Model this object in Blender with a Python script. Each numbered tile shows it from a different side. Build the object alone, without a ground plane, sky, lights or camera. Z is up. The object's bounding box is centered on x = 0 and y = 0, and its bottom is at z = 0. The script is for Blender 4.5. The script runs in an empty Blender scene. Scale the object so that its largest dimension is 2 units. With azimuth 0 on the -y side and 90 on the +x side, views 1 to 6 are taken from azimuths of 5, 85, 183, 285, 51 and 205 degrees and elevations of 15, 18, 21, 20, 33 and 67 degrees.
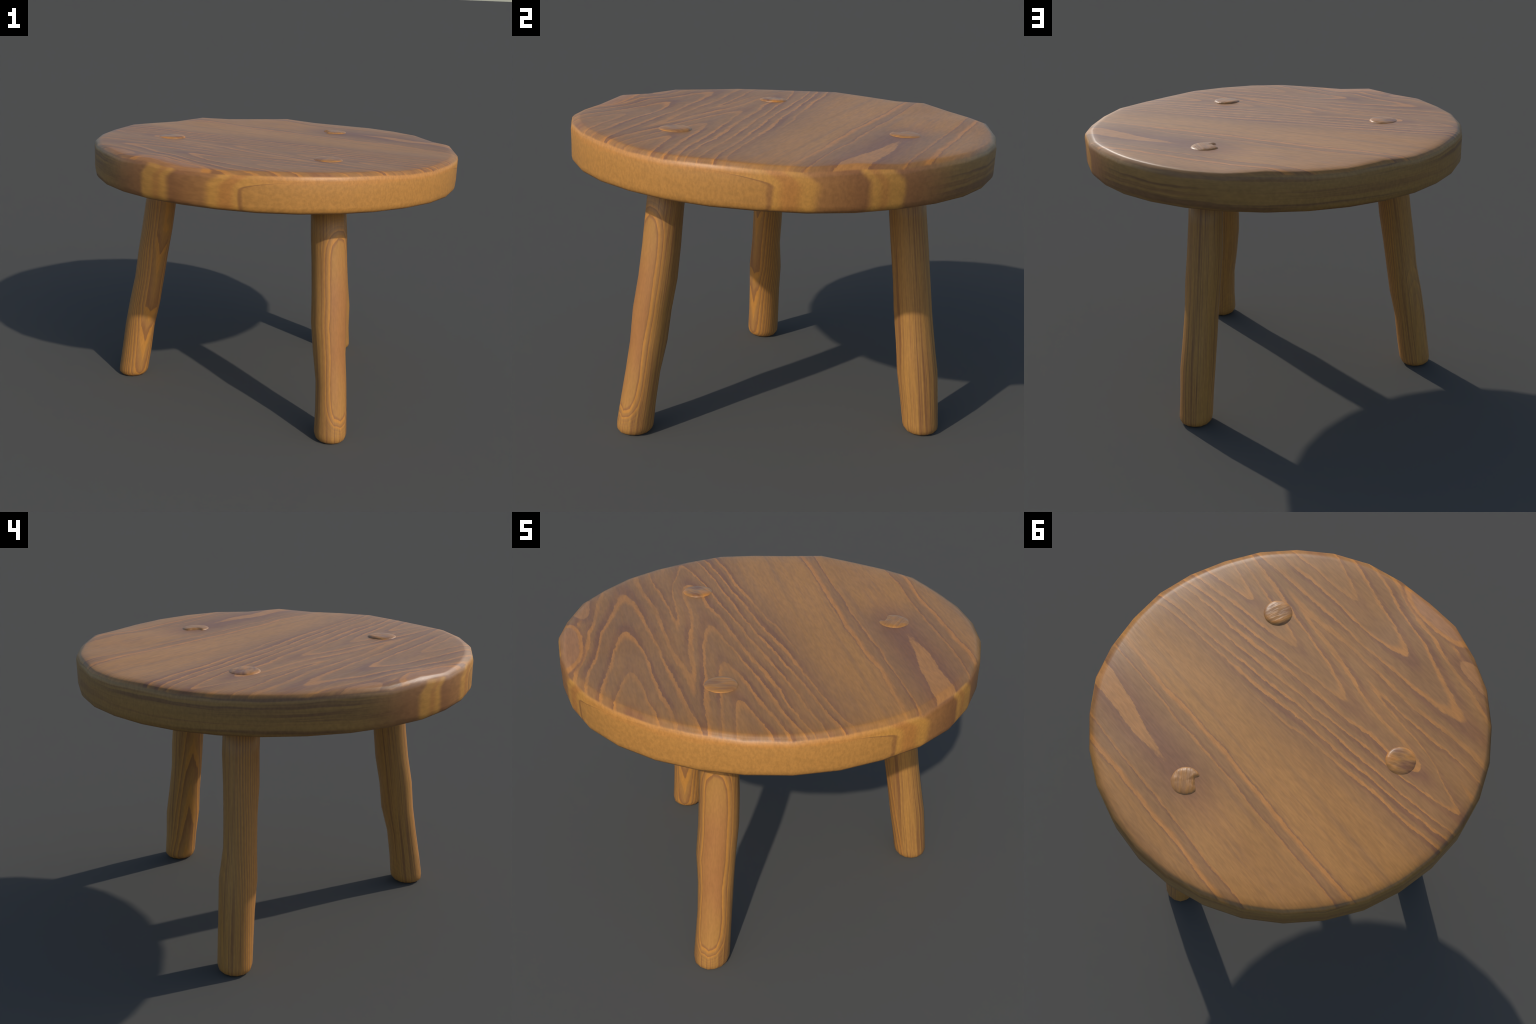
"""A rustic round wooden stool: a thick, slightly irregular 32-sided seat on
three splayed, hand-shaped legs whose ends come through the seat as low pegs."""
import bpy, math, random
from mathutils import Vector, Matrix, noise

random.seed(7)

# ------------------------------------------------------------------ helpers
def link(ob, parent=None):
    bpy.context.scene.collection.objects.link(ob)
    if parent is not None:
        ob.parent = parent
    return ob

def mesh_from(name, verts, faces, mats, smooth=True):
    me = bpy.data.meshes.new(name)
    me.from_pydata([tuple(v) for v in verts], [], faces)
    for m in mats:
        me.materials.append(m)
    for p in me.polygons:
        p.use_smooth = smooth
    me.update()
    return me

def bridge(faces, a, b, n):
    for i in range(n):
        j = (i + 1) % n
        faces.append((a + i, a + j, b + j, b + i))

# ---------------------------------------------------- node-expression helper
class Sock:
    """A float socket with arithmetic, so that a material reads as a formula."""
    tree = None
    def __init__(self, s): self.s = s
    @staticmethod
    def op(kind, *args, clamp=False):
        n = Sock.tree.nodes.new('ShaderNodeMath'); n.operation = kind; n.use_clamp = clamp
        for i, a in enumerate(args):
            if isinstance(a, Sock): Sock.tree.links.new(a.s, n.inputs[i])
            else: n.inputs[i].default_value = a
        return Sock(n.outputs[0])
    def __add__(s, o): return Sock.op('ADD', s, o)
    def __radd__(s, o): return Sock.op('ADD', o, s)
    def __sub__(s, o): return Sock.op('SUBTRACT', s, o)
    def __rsub__(s, o): return Sock.op('SUBTRACT', o, s)
    def __mul__(s, o): return Sock.op('MULTIPLY', s, o)
    def __rmul__(s, o): return Sock.op('MULTIPLY', o, s)
    def __truediv__(s, o): return Sock.op('DIVIDE', s, o)
    def __neg__(s): return Sock.op('MULTIPLY', s, -1.0)

def absv(a): return Sock.op('ABSOLUTE', a)
def sqrt(a): return Sock.op('SQRT', a)
def fract(a): return Sock.op('FRACT', a)
def smin(a, b, k): return Sock.op('SMOOTH_MIN', a, b, k)
def vmin(a, b): return Sock.op('MINIMUM', a, b)
def vmax(a, b): return Sock.op('MAXIMUM', a, b)
def atan2(a, b): return Sock.op('ARCTAN2', a, b)
def cosv(a): return Sock.op('COSINE', a)

def step(x, lo, hi, out0=0.0, out1=1.0):
    n = Sock.tree.nodes.new('ShaderNodeMapRange'); n.interpolation_type = 'SMOOTHSTEP'
    Sock.tree.links.new(x.s, n.inputs['Value'])
    for k, v in (('From Min', lo), ('From Max', hi), ('To Min', out0), ('To Max', out1)):
        if isinstance(v, Sock): Sock.tree.links.new(v.s, n.inputs[k])
        else: n.inputs[k].default_value = v
    return Sock(n.outputs['Result'])

def window(x, a, b, soft):
    return step(x, a - soft, a + soft) * step(x, b - soft, b + soft, 1.0, 0.0)

def vec(x, y, z):
    n = Sock.tree.nodes.new('ShaderNodeCombineXYZ')
    for i, a in enumerate((x, y, z)):
        if isinstance(a, Sock): Sock.tree.links.new(a.s, n.inputs[i])
        else: n.inputs[i].default_value = a
    return n.outputs[0]

def nz(v, scale, detail=2.0, rough=0.5):
    """Noise centred on 0 (about -0.5 .. 0.5)."""
    n = Sock.tree.nodes.new('ShaderNodeTexNoise'); n.noise_dimensions = '3D'
    Sock.tree.links.new(v, n.inputs['Vector'])
    n.inputs['Scale'].default_value = scale
    n.inputs['Detail'].default_value = detail
    n.inputs['Roughness'].default_value = rough
    return Sock(n.outputs[0]) - 0.5

def ramp(x, stops):
    n = Sock.tree.nodes.new('ShaderNodeValToRGB'); cr = n.color_ramp
    while len(cr.elements) < len(stops): cr.elements.new(0.5)
    for e, (p, c) in zip(cr.elements, stops):
        e.position = p; e.color = (*c, 1.0)
    Sock.tree.links.new(x.s, n.inputs['Fac'])
    return n.outputs['Color']

def mix(fac, a, b, blend='MIX'):
    n = Sock.tree.nodes.new('ShaderNodeMix'); n.data_type = 'RGBA'; n.blend_type = blend
    n.clamp_factor = True
    for sock, v in ((n.inputs[0], fac), (n.inputs[6], a), (n.inputs[7], b)):
        if isinstance(v, Sock): Sock.tree.links.new(v.s, sock)
        elif isinstance(v, bpy.types.NodeSocket): Sock.tree.links.new(v, sock)
        elif isinstance(v, tuple): sock.default_value = (*v, 1.0)
        else: sock.default_value = v
    return n.outputs[2]

def scale_col(col, f):
    """Multiply a colour by a float socket."""
    n = Sock.tree.nodes.new('ShaderNodeVectorMath'); n.operation = 'SCALE'
    Sock.tree.links.new(col, n.inputs[0])
    Sock.tree.links.new(f.s, n.inputs['Scale'])
    return n.outputs[0]

def start(name):
    m = bpy.data.materials.new(name); m.use_nodes = True
    Sock.tree = m.node_tree
    tc = m.node_tree.nodes.new('ShaderNodeTexCoord')
    sp = m.node_tree.nodes.new('ShaderNodeSeparateXYZ')
    m.node_tree.links.new(tc.outputs['Object'], sp.inputs[0])
    return m, tc.outputs['Object'], Sock(sp.outputs[0]), Sock(sp.outputs[1]), Sock(sp.outputs[2])

def finish(m, col, height, rough, bump=0.25, dist=0.004, spec=0.5, edge=None):
    t = m.node_tree
    b = t.nodes['Principled BSDF']
    t.links.new(col, b.inputs['Base Color'])
    t.links.new(rough.s, b.inputs['Roughness'])
    b.inputs['Specular IOR Level'].default_value = spec
    bp = t.nodes.new('ShaderNodeBump')
    bp.inputs['Strength'].default_value = bump
    bp.inputs['Distance'].default_value = dist
    t.links.new(height.s, bp.inputs['Height'])
    if edge is not None:                 # the worn, rolled-over rim
        be = t.nodes.new('ShaderNodeBump'); be.invert = True
        be.inputs['Strength'].default_value = 1.0
        be.inputs['Distance'].default_value = 0.008
        t.links.new(edge.s, be.inputs['Height'])
        t.links.new(be.outputs[0], bp.inputs['Normal'])
    t.links.new(bp.outputs[0], b.inputs['Normal'])

# wood colours (linear)
TAN    = (0.460, 0.215, 0.050)     # plain early wood
GOLD   = (0.415, 0.182, 0.041)     # golden middle of the board
MID    = (0.308, 0.140, 0.042)     # browner wood between the rings
DARK   = (0.235, 0.096, 0.036)     # reddish late wood
LINE   = (0.500, 0.200, 0.040)     # orange ring line
YELLOW = (0.540, 0.246, 0.048)
RUST   = (0.300, 0.125, 0.040)
OLIVE  = (0.315, 0.160, 0.044)

# ------------------------------------------------------------ seat material
def seat_material():
    m, P, x, y, z = start('seat_wood')
    # board coordinates: u along the grain, v across it
    ca, sa = 0.893, -0.450
    u0 = x * ca + y * sa
    v0 = x * (-sa) + y * ca
    warp = vec(u0 * 0.8, v0 * 1.8, 0.0)
    v = v0 + nz(warp, 2.4, 2.0) * 0.055 + nz(vec(u0 * 3.0, v0 * 7.0, 4.0), 1.3, 1.0) * 0.022
    v = v + nz(vec(u0 * 11.0, v0 * 34.0, 0.0), 1.0, 4.0, 0.75) * 0.021
    u = u0 + nz(warp, 3.3, 1.0) * 0.06 + nz(vec(u0 * 14.0, v0 * 26.0, 5.0), 1.0, 3.0, 0.7) * 0.045

    v = v + nz(vec(u0 * 30.0, v0 * 60.0, 3.0), 1.0, 4.0, 0.75) * 0.017
    # rings grow outward from two long crowns of flat-sawn grain
    def crown(uc, vc, lean, w, s, e):
        a = v - vc - (u - uc) * lean
        return sqrt(a * a / (w * w) + e * e) - (u - uc) * s - e
    f1 = crown(-0.15, -0.285, 0.02, 0.052, 2.5, 0.9)     # nose in the middle of the board
    f2 = crown(-0.60, -0.640, -0.06, 0.062, 2.15, 1.1)   # two nested noses on the narrow side
    fl = smin(f1, f2, 0.5)
    # the grain swerves round one of the pegs
    cu, cv = u0 + 0.500, v0 + 0.330
    fl = fl - Sock.op('EXPONENT', (cu * cu / 0.020 + cv * cv / 0.010) * -1.0) * 0.5
    # ring widths differ from year to year
    fl = fl + nz(vec(fl * 0.9, u0 * 0.5, 2.0), 1.0, 2.0) * 1.3
    # quarter-sawn side: two close lines on either side of the far patch
    d3 = absv(v - 0.592)
    f3 = (d3 - 0.168) / 0.068
    # the calm strip has hardly any lines
    vs = v - u * 0.10
    calm = window(vs, 0.03, 0.300, 0.04)
    near = step(vs, 0.10, 0.26)                    # 0 on the crown side, 1 on the far side
    tl = fract(fl)
    t3 = fract(f3)
    kind = nz(vec(u0 * 1.5, v0 * 5.0, 9.0), 1.6, 2.0)          # some lines are faint
    c_l = ramp(tl, [(0.0, DARK), (0.16, DARK), (0.42, MID), (0.68, MID), (0.83, LINE), (0.94, LINE), (0.985, DARK), (1.0, DARK)])
    c_3 = ramp(t3, [(0.0, DARK), (0.12, MID), (0.52, MID), (0.74, LINE), (0.90, LINE), (0.97, DARK), (1.0, DARK)])
    # streaks that run with the grain
    fine = nz(vec(u0 * 2.2, v0 * 42.0, 0.0), 1.0, 3.0, 0.6)
    broad = nz(vec(u0 * 0.8, v0 * 9.0, 0.0), 1.0, 2.0)
    c_str = ramp(fine * 0.9 + broad * 0.9 + 0.5, [(0.15, MID), (0.45, (0.352, 0.160, 0.042)), (0.8, GOLD), (1.0, TAN)])
    c_calm = ramp(fine * 0.9 + broad * 0.9 + 0.5, [(0.10, MID), (0.40, GOLD), (0.8, (0.435, 0.195, 0.042)), (1.0, TAN)])
    c_calm = mix(step(vs + nz(vec(u0 * 0.6, v0 * 14.0, 6.0), 1.0, 2.0) * 0.12, 0.0, 0.17, 0.75, 0.0), c_calm, MID)
    stripe = nz(vec(u0 * 0.5, v0 * 20.0, 8.0), 1.0, 1.0)
    c_calm = mix(step(stripe, 0.02, 0.22, 0.0, 0.5), c_calm, (0.30, 0.140, 0.044))
    c_l = mix(step(kind, -0.14, 0.16, 0.05, 0.62), c_l, c_str)
    c_in = mix(step(d3, 0.02, 0.15), DARK, MID)
    c_in = mix(step(u, -0.30, 0.15, 0.95, 0.0), c_in, c_calm)
    inside3 = step(f3, -0.30, -0.05, 1.0, 0.0)
    c_far = mix(inside3, mix(0.25, c_3, c_str), c_in)
    c_far = mix(step(f3, 0.95, 1.15), c_far, mix(step(v, 0.4, 0.6), c_calm, c_str))
    # a second, weaker line follows each strong one
    c_far = mix(window(f3, 0.72, 0.92, 0.06) * 0.9, c_far, LINE)
    # the far patch: a long tongue of plain wood with dark wood round it
    pv = v - 0.600 - (u - 0.5) * -0.05
    tongue = pv * pv / 0.0026 - (u - 0.22) / 0.50 + nz(vec(u0 * 9.0, v0 * 22.0, 7.0), 1.0, 3.0, 0.7) * 0.5
    c_far = mix(step(tongue, 0.0, 0.9, 0.55, 0.0), c_far, DARK)
    c_far = mix(step(tongue, -0.09, 0.07, 0.9, 0.0), c_far, (0.440, 0.188, 0.046))
    col = mix(near, c_l, c_far)
    # rings fade out towards the calm strip
    col = mix(calm * 0.90, col, c_calm)
    # plain pale patches where the ring surface runs flat at the narrow edge
    def patch(uc, vc, ru, rv):
        return sqrt((u - uc) * (u - uc) / (ru * ru) + (v - vc) * (v - vc) / (rv * rv))
    e1 = patch(-0.02, -0.955, 0.26, 0.085)
    col = mix(step(e1, 0.9, 1.15, 0.8, 0.0), col, DARK)
    col = mix(step(e1, 0.88, 0.98, 0.9, 0.0), col, LINE)
    col = mix(step(e1, 0.70, 0.78, 0.9, 0.0), col, (0.350, 0.155, 0.056))
    e2 = patch(-0.46, -0.860, 0.17, 0.050)
    col = mix(step(e2, 0.9, 1.6, 0.75, 0.0), col, DARK)
    col = mix(step(e2, 0.92, 1.02, 0.95, 0.0), col, (0.415, 0.180, 0.052))
    # broad drift of tone over the board
    tone = nz(vec(u0 * 1.0, v0 * 3.0, 1.7), 1.2, 2.0)
    col = scale_col(col, step(tone, -0.25, 0.25, 0.93, 1.08))

    # ---------------- the edge of the board
    th = atan2(y, x)
    # the side shows the rings cut across: bands set by distance towards one side
    q = (x * 0.6225 - y * 0.7826) + nz(vec(x * 2.0, y * 2.0, z * 4.0), 1.6, 1.0) * 0.03 + nz(P, 22.0, 2.0) * 0.010
    hz = step(z, 1.35, 1.41, 0.0, -0.045)
    q = q + hz
    gnoise = nz(vec(x * 18.0, y * 18.0, z * 55.0), 1.0, 3.0, 0.65)
    c_plain = mix(step(gnoise, -0.2, 0.25), (0.455, 0.207, 0.046), (0.480, 0.215, 0.047))
    c_y1 = mix(window(q, 0.640, 0.69, 0.015), YELLOW, (0.470, 0.190, 0.040))
    c_y2 = mix(window(q, 0.330, 0.365, 0.015), YELLOW, (0.470, 0.195, 0.042))
    c_brown = mix(step(q, 0.40, 0.60), (0.270, 0.108, 0.034), (0.350, 0.150, 0.042))
    # long grain in flat layers, browns darkened and greened to match the shaded side
    zz = z + nz(vec(x * 1.2, y * 1.2, z * 6.0), 2.2, 2.0) * 0.03
    lay = nz(vec(x * 0.7, y * 0.7, zz * 42.0), 1.0, 2.0, 0.55)
    c_long = ramp(lay * 1.5 + 0.5, [(0.28, (0.215, 0.100, 0.036)), (0.43, OLIVE), (0.58, (0.355, 0.180, 0.047)), (0.74, (0.275, 0.130, 0.041))])
    c_long = mix(step(q, -0.1, 0.22), c_long, RUST)
    c_side = c_long
    c_side = mix(step(q, 0.240, 0.280), c_side, c_y2)
    c_side = mix(step(q, 0.385, 0.425), c_side, c_brown)
    c_side = mix(step(q, 0.570, 0.610), c_side, c_y1)
    zt = vmax(z - 1.335, 0.0) / 0.05
    qp = q - zt * zt * 0.11
    c_side = mix(step(qp, 0.704, 0.716, 0.0, 0.9), c_side, (0.30, 0.125, 0.036))
    c_side = mix(step(qp, 0.718, 0.732), c_side, c_plain)
    c_side = mix(step(z + nz(P, 9.0, 2.0) * 0.02, 1.368, 1.384) * step(q, 0.70, 0.78) * 0.8, c_side, (0.520, 0.220, 0.048))
    r = sqrt((x + 0.006) * (x + 0.006) + (y - 0.004) * (y - 0.004))
    geo = Sock.tree.nodes.new('ShaderNodeNewGeometry')
    sn = Sock.tree.nodes.new('ShaderNodeSeparateXYZ')
    Sock.tree.links.new(geo.outputs['Normal'], sn.inputs[0])
    nzv = Sock(sn.outputs[2])
    # which cut the surface shows: face grain above, end/edge grain at the side
    facing = step(nzv + nz(P, 30.0, 2.0) * 0.12, 0.45, 0.72)
    col = mix(facing, c_side, col)
    under = step(nzv, -0.6, -0.8)
    c_under = ramp(fine * 0.8 + broad * 0.9 + 0.5, [(0.2, DARK), (0.45, MID), (0.75, GOLD), (0.95, LINE)])
    col = mix(under, col, c_under)
    # fine pores
    pores = nz(vec(u0 * 16.0, v0 * 90.0, z * 60.0), 1.0, 2.0, 0.6)
    col = scale_col(col, step(pores, -0.28, 0.28, 0.86, 1.09))
    ridge = step(tl, 0.6, 0.85) * (1.0 - near) * (1.0 - calm) * facing
    h = fine * 0.5 + pores * 0.35 + gnoise * 0.10 + ridge * 0.25
    edge = step(r, 0.952, 0.985) * step(nzv, 0.2, 0.6)
    finish(m, col, h, fine * 0.1 + 0.47, bump=0.28, dist=0.004, edge=edge)
    return m

# ------------------------------------------------------------- leg material
DARKL = (0.310, 0.130, 0.042)

def leg_material(name, ang, tilt, bow, zmid, spacing, shift, soft, lo, top=None):
    """Rings are flat layers that meet the leg's side: `ang` is the way the layers
    face, `tilt` and `bow` let them lean and close into loops along the leg."""
    m, P, x, y, z = start(name)
    ca, sa = math.cos(ang), math.sin(ang)
    wob = spacing * 0.6
    n1 = nz(vec(x * 6.0, y * 6.0, z * 1.3), 1.6, 2.0) * wob
    jag = nz(vec(x * 60.0, y * 60.0, z * 18.0), 1.0, 2.0, 0.6) * spacing * 0.20
    d = x * ca + y * sa + n1 + jag
    zc = z - zmid
    z4 = zc * zc * zc * zc
    d = d - z * tilt - z4 * z4 * bow
    f = (d + shift) / spacing
    if top is not None:
        f = vmin(f, top + 0.45)          # nothing but plain wood beyond the last ring
    t = fract(f)
    c = ramp(t, [(0.0, DARKL), (0.10, DARKL), (0.28, (0.385, 0.172, 0.048)), (0.55, (0.430, 0.196, 0.048)),
                 (0.62, (0.520, 0.222, 0.043)), (0.92, (0.560, 0.235, 0.043)), (0.985, DARKL), (1.0, DARKL)])
    if top is not None:                  # the flat-cut face: rosy in the middle
        rosy = nz(vec(x * 9.0, y * 9.0, z * 2.2), 1.0, 2.0)
        face = mix(step(rosy + step(absv(zc), 0.1, 0.5, 0.25, -0.25), -0.2, 0.3), (0.430, 0.200, 0.048), (0.380, 0.155, 0.046))
        c = mix(step(f, top + 0.12, top + 0.32), c, face)
    a = atan2(y, x)
    streak = nz(vec(cosv(a) * 3.2, cosv(a - 1.5708) * 3.2, z * 0.35), 2.4, 3.0, 0.65)
    c_fine = ramp(streak * 1.5 + 0.5, [(0.30, (0.235, 0.100, 0.035)), (0.43, (0.370, 0.175, 0.045)), (0.56, (0.450, 0.212, 0.047)), (0.70, (0.290, 0.122, 0.039))])
    c = mix(step(d, lo, lo + 0.03, soft, 0.10), c, c_fine)
    fleck = nz(vec(x * 120.0, y * 120.0, z * 30.0), 1.0, 2.0, 0.6)
    c = scale_col(c, step(fleck, -0.3, 0.3, 0.92, 1.08))
    h = streak * 0.6 + fleck * 0.4 + step(t, 0.55, 0.9) * 0.4
    finish(m, c, h, streak * 0.1 + 0.46, bump=0.2, dist=0.003)
    return m

def peg_material(name, ang, period, contrast):
    m, P, x, y, z = start(name)
    ca, sa = math.cos(ang), math.sin(ang)
    w = x * ca + y * sa
    l = x * -sa + y * ca
    g = nz(vec(w * 34.0 / period, l * 5.0, z * 3.0), 1.0, 2.0, 0.55)
    c = ramp(g * contrast + 0.5, [(0.25, DARK), (0.45, (0.35, 0.16, 0.048)), (0.6, GOLD), (0.75, LINE)])
    fl = nz(vec(w * 70.0, l * 26.0, z * 30.0), 1.0, 2.0, 0.6)
    c = scale_col(c, step(fl, -0.3, 0.3, 0.86, 1.08))
    finish(m, c, g * 0.8 + fl * 0.4, fl * 0.1 + 0.42, bump=0.5, dist=0.006)
    return m

# ---------------------------------------------------------------- the stool
stool = link(bpy.data.objects.new('wooden_stool', None))
stool.empty_display_size = 0.2
stool['label'] = 'low round wooden stool with three splayed rustic legs'
stool['category'] = 'stool'

# ---- seat: a 32-sided disc, its rim a little uneven in height and radius
N = 32
RIM_R = [1.000, 1.000, 0.992, 0.988, 0.988, 0.986, 0.986, 0.984, 0.984, 0.984, 0.982, 0.980, 0.980, 0.976, 0.978, 0.982,
         0.984, 0.984, 0.984, 0.988, 0.990, 0.992, 0.988, 0.992, 1.000, 1.000, 0.998, 0.996, 0.994, 0.997, 0.997, 0.994]
RIM_Z = [1.407, 1.421, 1.409, 1.417, 1.415, 1.413, 1.409, 1.410, 1.424, 1.416, 1.414, 1.426, 1.410, 1.413, 1.420, 1.413,
         1.412, 1.415, 1.415, 1.422, 1.415, 1.427, 1.409, 1.412, 1.420, 1.422, 1.421, 1.420, 1.411, 1.409, 1.415, 1.411]
UNDER_Z = 1.233
TOP_Z = 1.420

def seat_mesh(mat):
    verts, faces = [], []
    def ring(fr, fz):
        start_i = len(verts)
        for k in range(N):
            a = math.radians(11.25 * k - 0.1)
            r = fr(k); verts.append(Vector((r * math.cos(a) - 0.006, r * math.sin(a) + 0.004, fz(k))))
        return start_i
    def blend(t): return lambda k: TOP_Z + (RIM_Z[k] + 0.009 - TOP_Z) * t
    def drop(dz): return lambda k: RIM_Z[k] - dz
    ins = lambda d: (lambda k: RIM_R[k] - d)
    rings = []
    verts.append(Vector((0, 0, TOP_Z)))
    for s in (0.25, 0.5, 0.7, 0.85):
        rings.append(ring((lambda k, s=s: RIM_R[k] * s), blend(max(0.0, (s - 0.45) * 1.6))))
    rings += [ring(ins(0.060), drop(-0.0075)), ring(ins(0.034), drop(-0.0050)), ring(ins(0.015), drop(0.001)),
              ring(ins(0.004), drop(0.012)), ring(ins(0.0), drop(0.030)),
              ring(ins(0.001), lambda k: 1.33), ring(ins(0.001), lambda k: UNDER_Z + 0.035),
              ring(ins(0.004), lambda k: UNDER_Z + 0.018), ring(ins(0.012), lambda k: UNDER_Z + 0.006),
              ring(ins(0.030), lambda k: UNDER_Z), ring(lambda k: RIM_R[k] * 0.5, lambda k: UNDER_Z)]
    for i in range(N):
        faces.append((0, rings[0] + i, rings[0] + (i + 1) % N))
    for a, b in zip(rings, rings[1:]):
        for i in range(N):
            j = (i + 1) % N
            faces.append((a + i, b + i, b + j, a + j))
    verts.append(Vector((0, 0, UNDER_Z)))
    last = len(verts) - 1
    for i in range(N):
        faces.append((rings[-1] + i, last, rings[-1] + (i + 1) % N))
    return mesh_from('seat', verts, faces, [mat])

seat = link(bpy.data.objects.new('seat', seat_mesh(seat_material())), stool)

# ---- legs: each a spine of (height, x, y, radius), hand shaved, a bit oval
LEG_SPINES = [
    [(0.05, 0.393, -0.685, 0.0847), (0.15, 0.390, -0.673, 0.0815), (0.30, 0.381, -0.651, 0.0795), (0.45, 0.363, -0.623, 0.0842),
     (0.60, 0.352, -0.609, 0.0893), (0.75, 0.345, -0.584, 0.0902), (0.90, 0.335, -0.569, 0.0883), (1.05, 0.323, -0.556, 0.0870), (1.25, 0.309, -0.535, 0.0845)],
    [(0.05, 0.399, 0.679, 0.0867), (0.15, 0.392, 0.668, 0.0877), (0.30, 0.382, 0.649, 0.0930), (0.45, 0.366, 0.628, 0.0892),
     (0.60, 0.353, 0.607, 0.0868), (0.75, 0.342, 0.591, 0.0883), (0.90, 0.328, 0.573, 0.0880), (1.05, 0.320, 0.553, 0.0857), (1.25, 0.310, 0.532, 0.0840)],
    [(0.05, -0.786, 0.002, 0.0846), (0.15, -0.772, 0.002, 0.0847), (0.30, -0.753, -0.001, 0.0857), (0.45, -0.725, -0.003, 0.0888),
     (0.60, -0.699, -0.006, 0.0809), (0.75, -0.679, -0.005, 0.0815), (0.90, -0.656, -0.005, 0.0842), (1.05, -0.638, 0.000, 0.0846), (1.25, -0.612, -0.002, 0.0840)],
]
OVAL = [[(-.002, .000), (-.002, .001), (-.001, .002), (-.002, -.001), (.001, .002), (.000, .002), (.001, .003), (.002, .003), (.001, .001)],
        [(.000, -.001), (-.002, .001), (-.003, -.001), (-.002, .001), (-.002, .002), (.000, -.001), (.000, .000), (-.001, .000), (.000, .000)],
        [(.000, .002), (.000, .001), (-.001, -.001), (-.001, -.003), (.002, .000), (.003, .002), (.003, -.005), (.000, -.002), (.000, .000)]]
# where each leg comes out on top of the seat
PEG_TOPS = [(0.298, -0.514, 1.4315), (0.311, 0.513, 1.4285), (-0.581, -0.006, 1.4285)]
SIDES = 14
FLATS = (-46, None, -60)

def leg_frame(i):
    sp = LEG_SPINES[i]
    a, b = Vector(sp[0][1:3] + (sp[0][0],)), Vector(PEG_TOPS[i])
    axis = (b - a).normalized()
    foot = a - axis * (a.z / axis.z)
    zq = Vector((0, 0, 1)).rotation_difference(axis)
    return Matrix.Translation(foot) @ zq.to_matrix().to_4x4()

def leg_mesh(i, mat):
    M = leg_frame(i); inv = M.inverted()
    sp, ov = LEG_SPINES[i], OVAL[i]
    verts, faces, rings = [], [], []
    def ring(z, cx, cy, r, e):
        s = len(verts)
        for k in range(SIDES):
            a = 2 * math.pi * (k + 0.5 * (i % 2)) / SIDES
            rr = r + e[0] * math.cos(2 * a) + e[1] * math.sin(2 * a)
            if FLATS[i] is not None and 0.08 < z < 1.1:      # shaved face
                rr = min(rr, r * 0.955 / max(0.2, math.cos(a - math.radians(FLATS[i]))))
            rr *= 1 + 0.028 * noise.noise(Vector((math.cos(a) * 1.7, math.sin(a) * 1.7, z * 5.0 + 20 * i)))
            rr /= math.cos(math.pi / SIDES) ** 0.5
            verts.append(inv @ Vector((cx + rr * math.cos(a), cy + rr * math.sin(a), z)))
        rings.append(s)
    z0, x0, y0, r0 = sp[0]
    fx = x0 + (x0 - sp[1][1]) * 0.4; fy = y0 + (y0 - sp[1][2]) * 0.4
    ring(0.0, fx, fy, r0 * 0.55, ov[0])
    ring(0.0, fx, fy, r0 * 0.76, ov[0])
    ring(0.006, fx, fy, r0 * 0.86, ov[0])
    ring(0.016, fx, fy, r0 * 0.95, ov[0])
    ring(0.032, (x0 + fx) / 2, (y0 + fy) / 2, r0 * 0.995, ov[0])
    for (z, cx, cy, r), e in zip(sp, ov):
        ring(z, cx, cy, r, e)
    px, py, pz = PEG_TOPS[i]
    for a, b in zip(rings, rings[1:]):
        bridge(faces, a, b, SIDES)
    faces.append(tuple(rings[0] + k for k in reversed(range(SIDES))))
    faces.append(tuple(rings[-1] + k for k in range(SIDES)))
    return mesh_from('leg', verts, faces, [mat]), M

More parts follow.
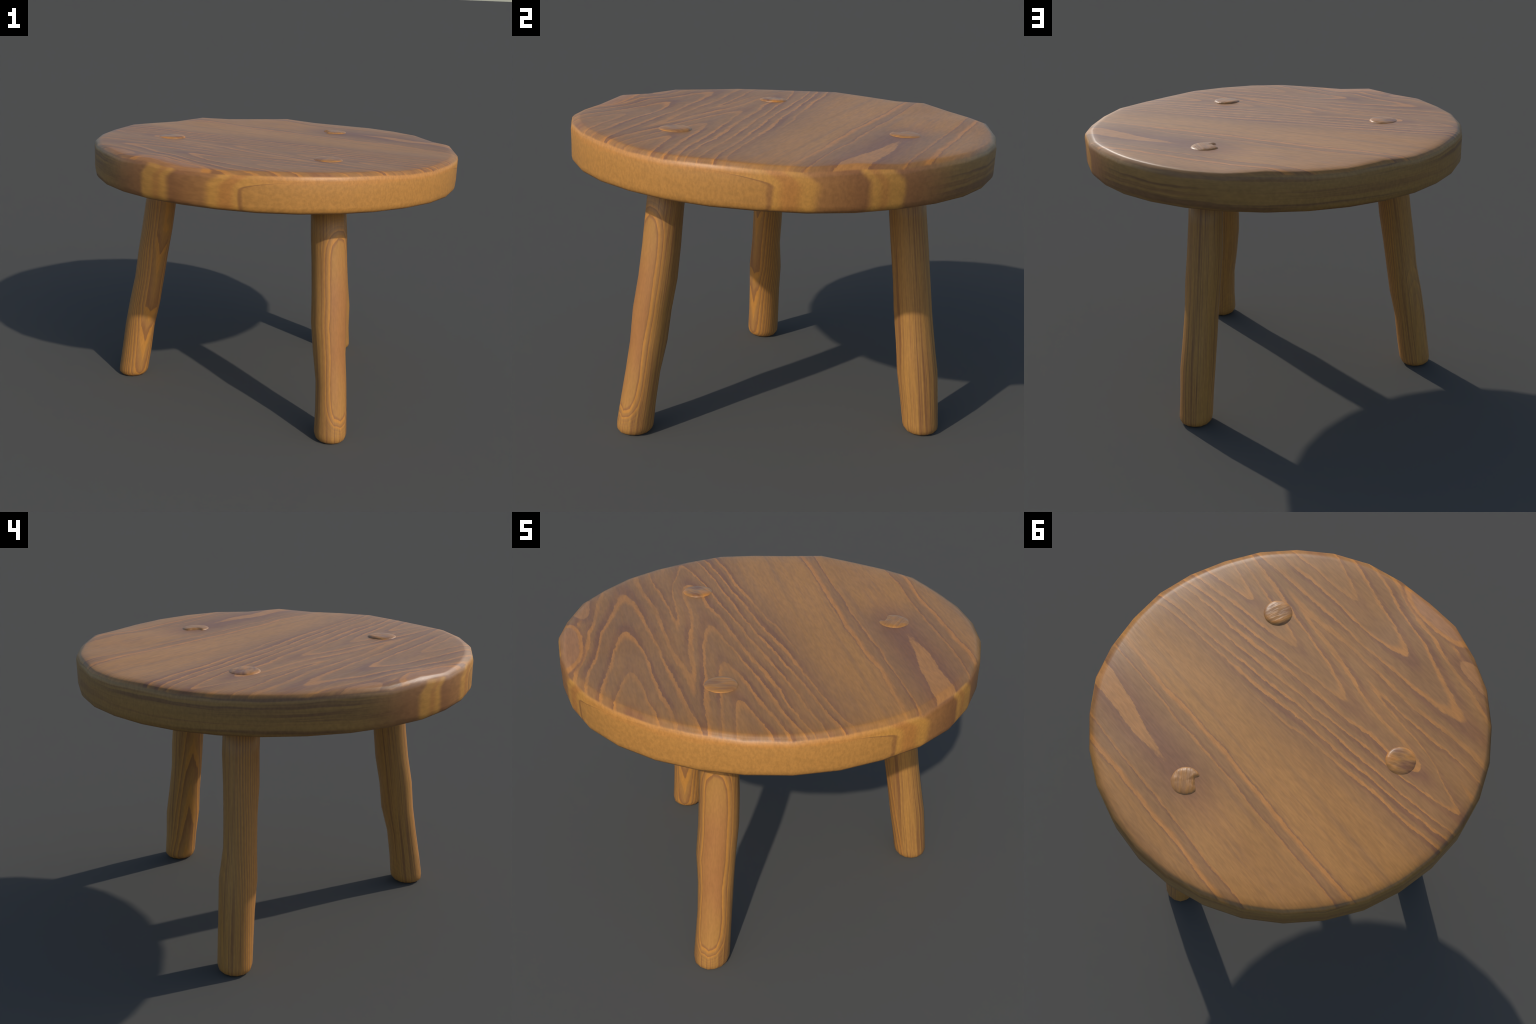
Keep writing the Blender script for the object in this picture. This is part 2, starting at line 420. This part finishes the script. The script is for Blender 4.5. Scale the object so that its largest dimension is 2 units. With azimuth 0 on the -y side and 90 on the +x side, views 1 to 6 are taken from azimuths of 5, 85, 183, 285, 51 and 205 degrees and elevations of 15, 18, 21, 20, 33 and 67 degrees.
def peg_mesh(i, mat):
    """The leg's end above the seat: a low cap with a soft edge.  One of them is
    chipped: a bite of it has sunk below the seat."""
    M = Matrix.Translation(Vector(PEG_TOPS[i]))
    n = 64
    R = (0.0755, 0.0745, 0.0765)[i]
    tilt = (Vector((0.006, 0.018)), Vector((-0.018, -0.012)), Vector((0.035, -0.02)))[i]
    prof = [(0.0, 0.0), (0.25, 0.0), (0.5, 0.0), (0.66, -0.0006), (0.80, -0.0020), (0.89, -0.0042), (0.95, -0.0072), (0.985, -0.0110), (1.0, -0.016), (1.0, -0.06)]
    verts, faces = [Vector((0, 0, 0))], []
    rings = []
    for pr, pz in prof[1:]:
        rings.append(len(verts))
        for k in range(n):
            a = 2 * math.pi * k / n
            px, py = R * pr * math.cos(a), R * pr * math.sin(a)
            z = pz + tilt.x * px + tilt.y * py
            z += 0.0012 * noise.noise(Vector((px * 40 + 9 * i, py * 40, 3.0)))
            if i == 1 and pz > -0.05:
                p, q = -0.91 * px - 0.42 * py, -0.42 * px + 0.91 * py
                wob = 0.002 * noise.noise(Vector((px * 60, py * 60, 1.0)))
                cut = min(p - 0.033 - 0.5 * max(0.0, q - 0.022), q + 0.028) + wob
                s = max(0.0, min(1.0, cut / 0.026))
                z -= 0.020 * s
            verts.append(Vector((px, py, z)))
    for k in range(n):
        faces.append((0, rings[0] + k, rings[0] + (k + 1) % n))
    for a, b in zip(rings, rings[1:]):
        for k in range(n):
            j = (k + 1) % n
            faces.append((a + k, b + k, b + j, a + j))
    return mesh_from('peg_end', verts, faces, [mat]), M

LEG_LOOK = [('leg_wood', math.radians(-49), 0.00, 9.0, 0.59, 0.016, 0.004, 0.85, 0.020, 4.0),
            ('leg_wood', math.radians(-140), 0.07, 0.0, 0.6, 0.017, 0.0, 0.95, 0.01),
            ('leg_wood', math.radians(-52), -0.045, 0.0, 0.6, 0.0125, 0.0065, 0.75, -0.02)]
PEG_LOOK = [('peg_wood', math.radians(141), 1.0, 1.3), ('peg_wood', 0.4, 0.5, 0.7), ('peg_wood', math.radians(95), 1.9, 2.2)]

for i in range(3):
    me, M = leg_mesh(i, leg_material(*LEG_LOOK[i]))
    leg = link(bpy.data.objects.new('leg', me), stool)
    leg.matrix_local = M
    pm, PM = peg_mesh(i, peg_material(*PEG_LOOK[i]))
    peg = link(bpy.data.objects.new('peg_end', pm), leg)
    peg.matrix_local = M.inverted() @ PM
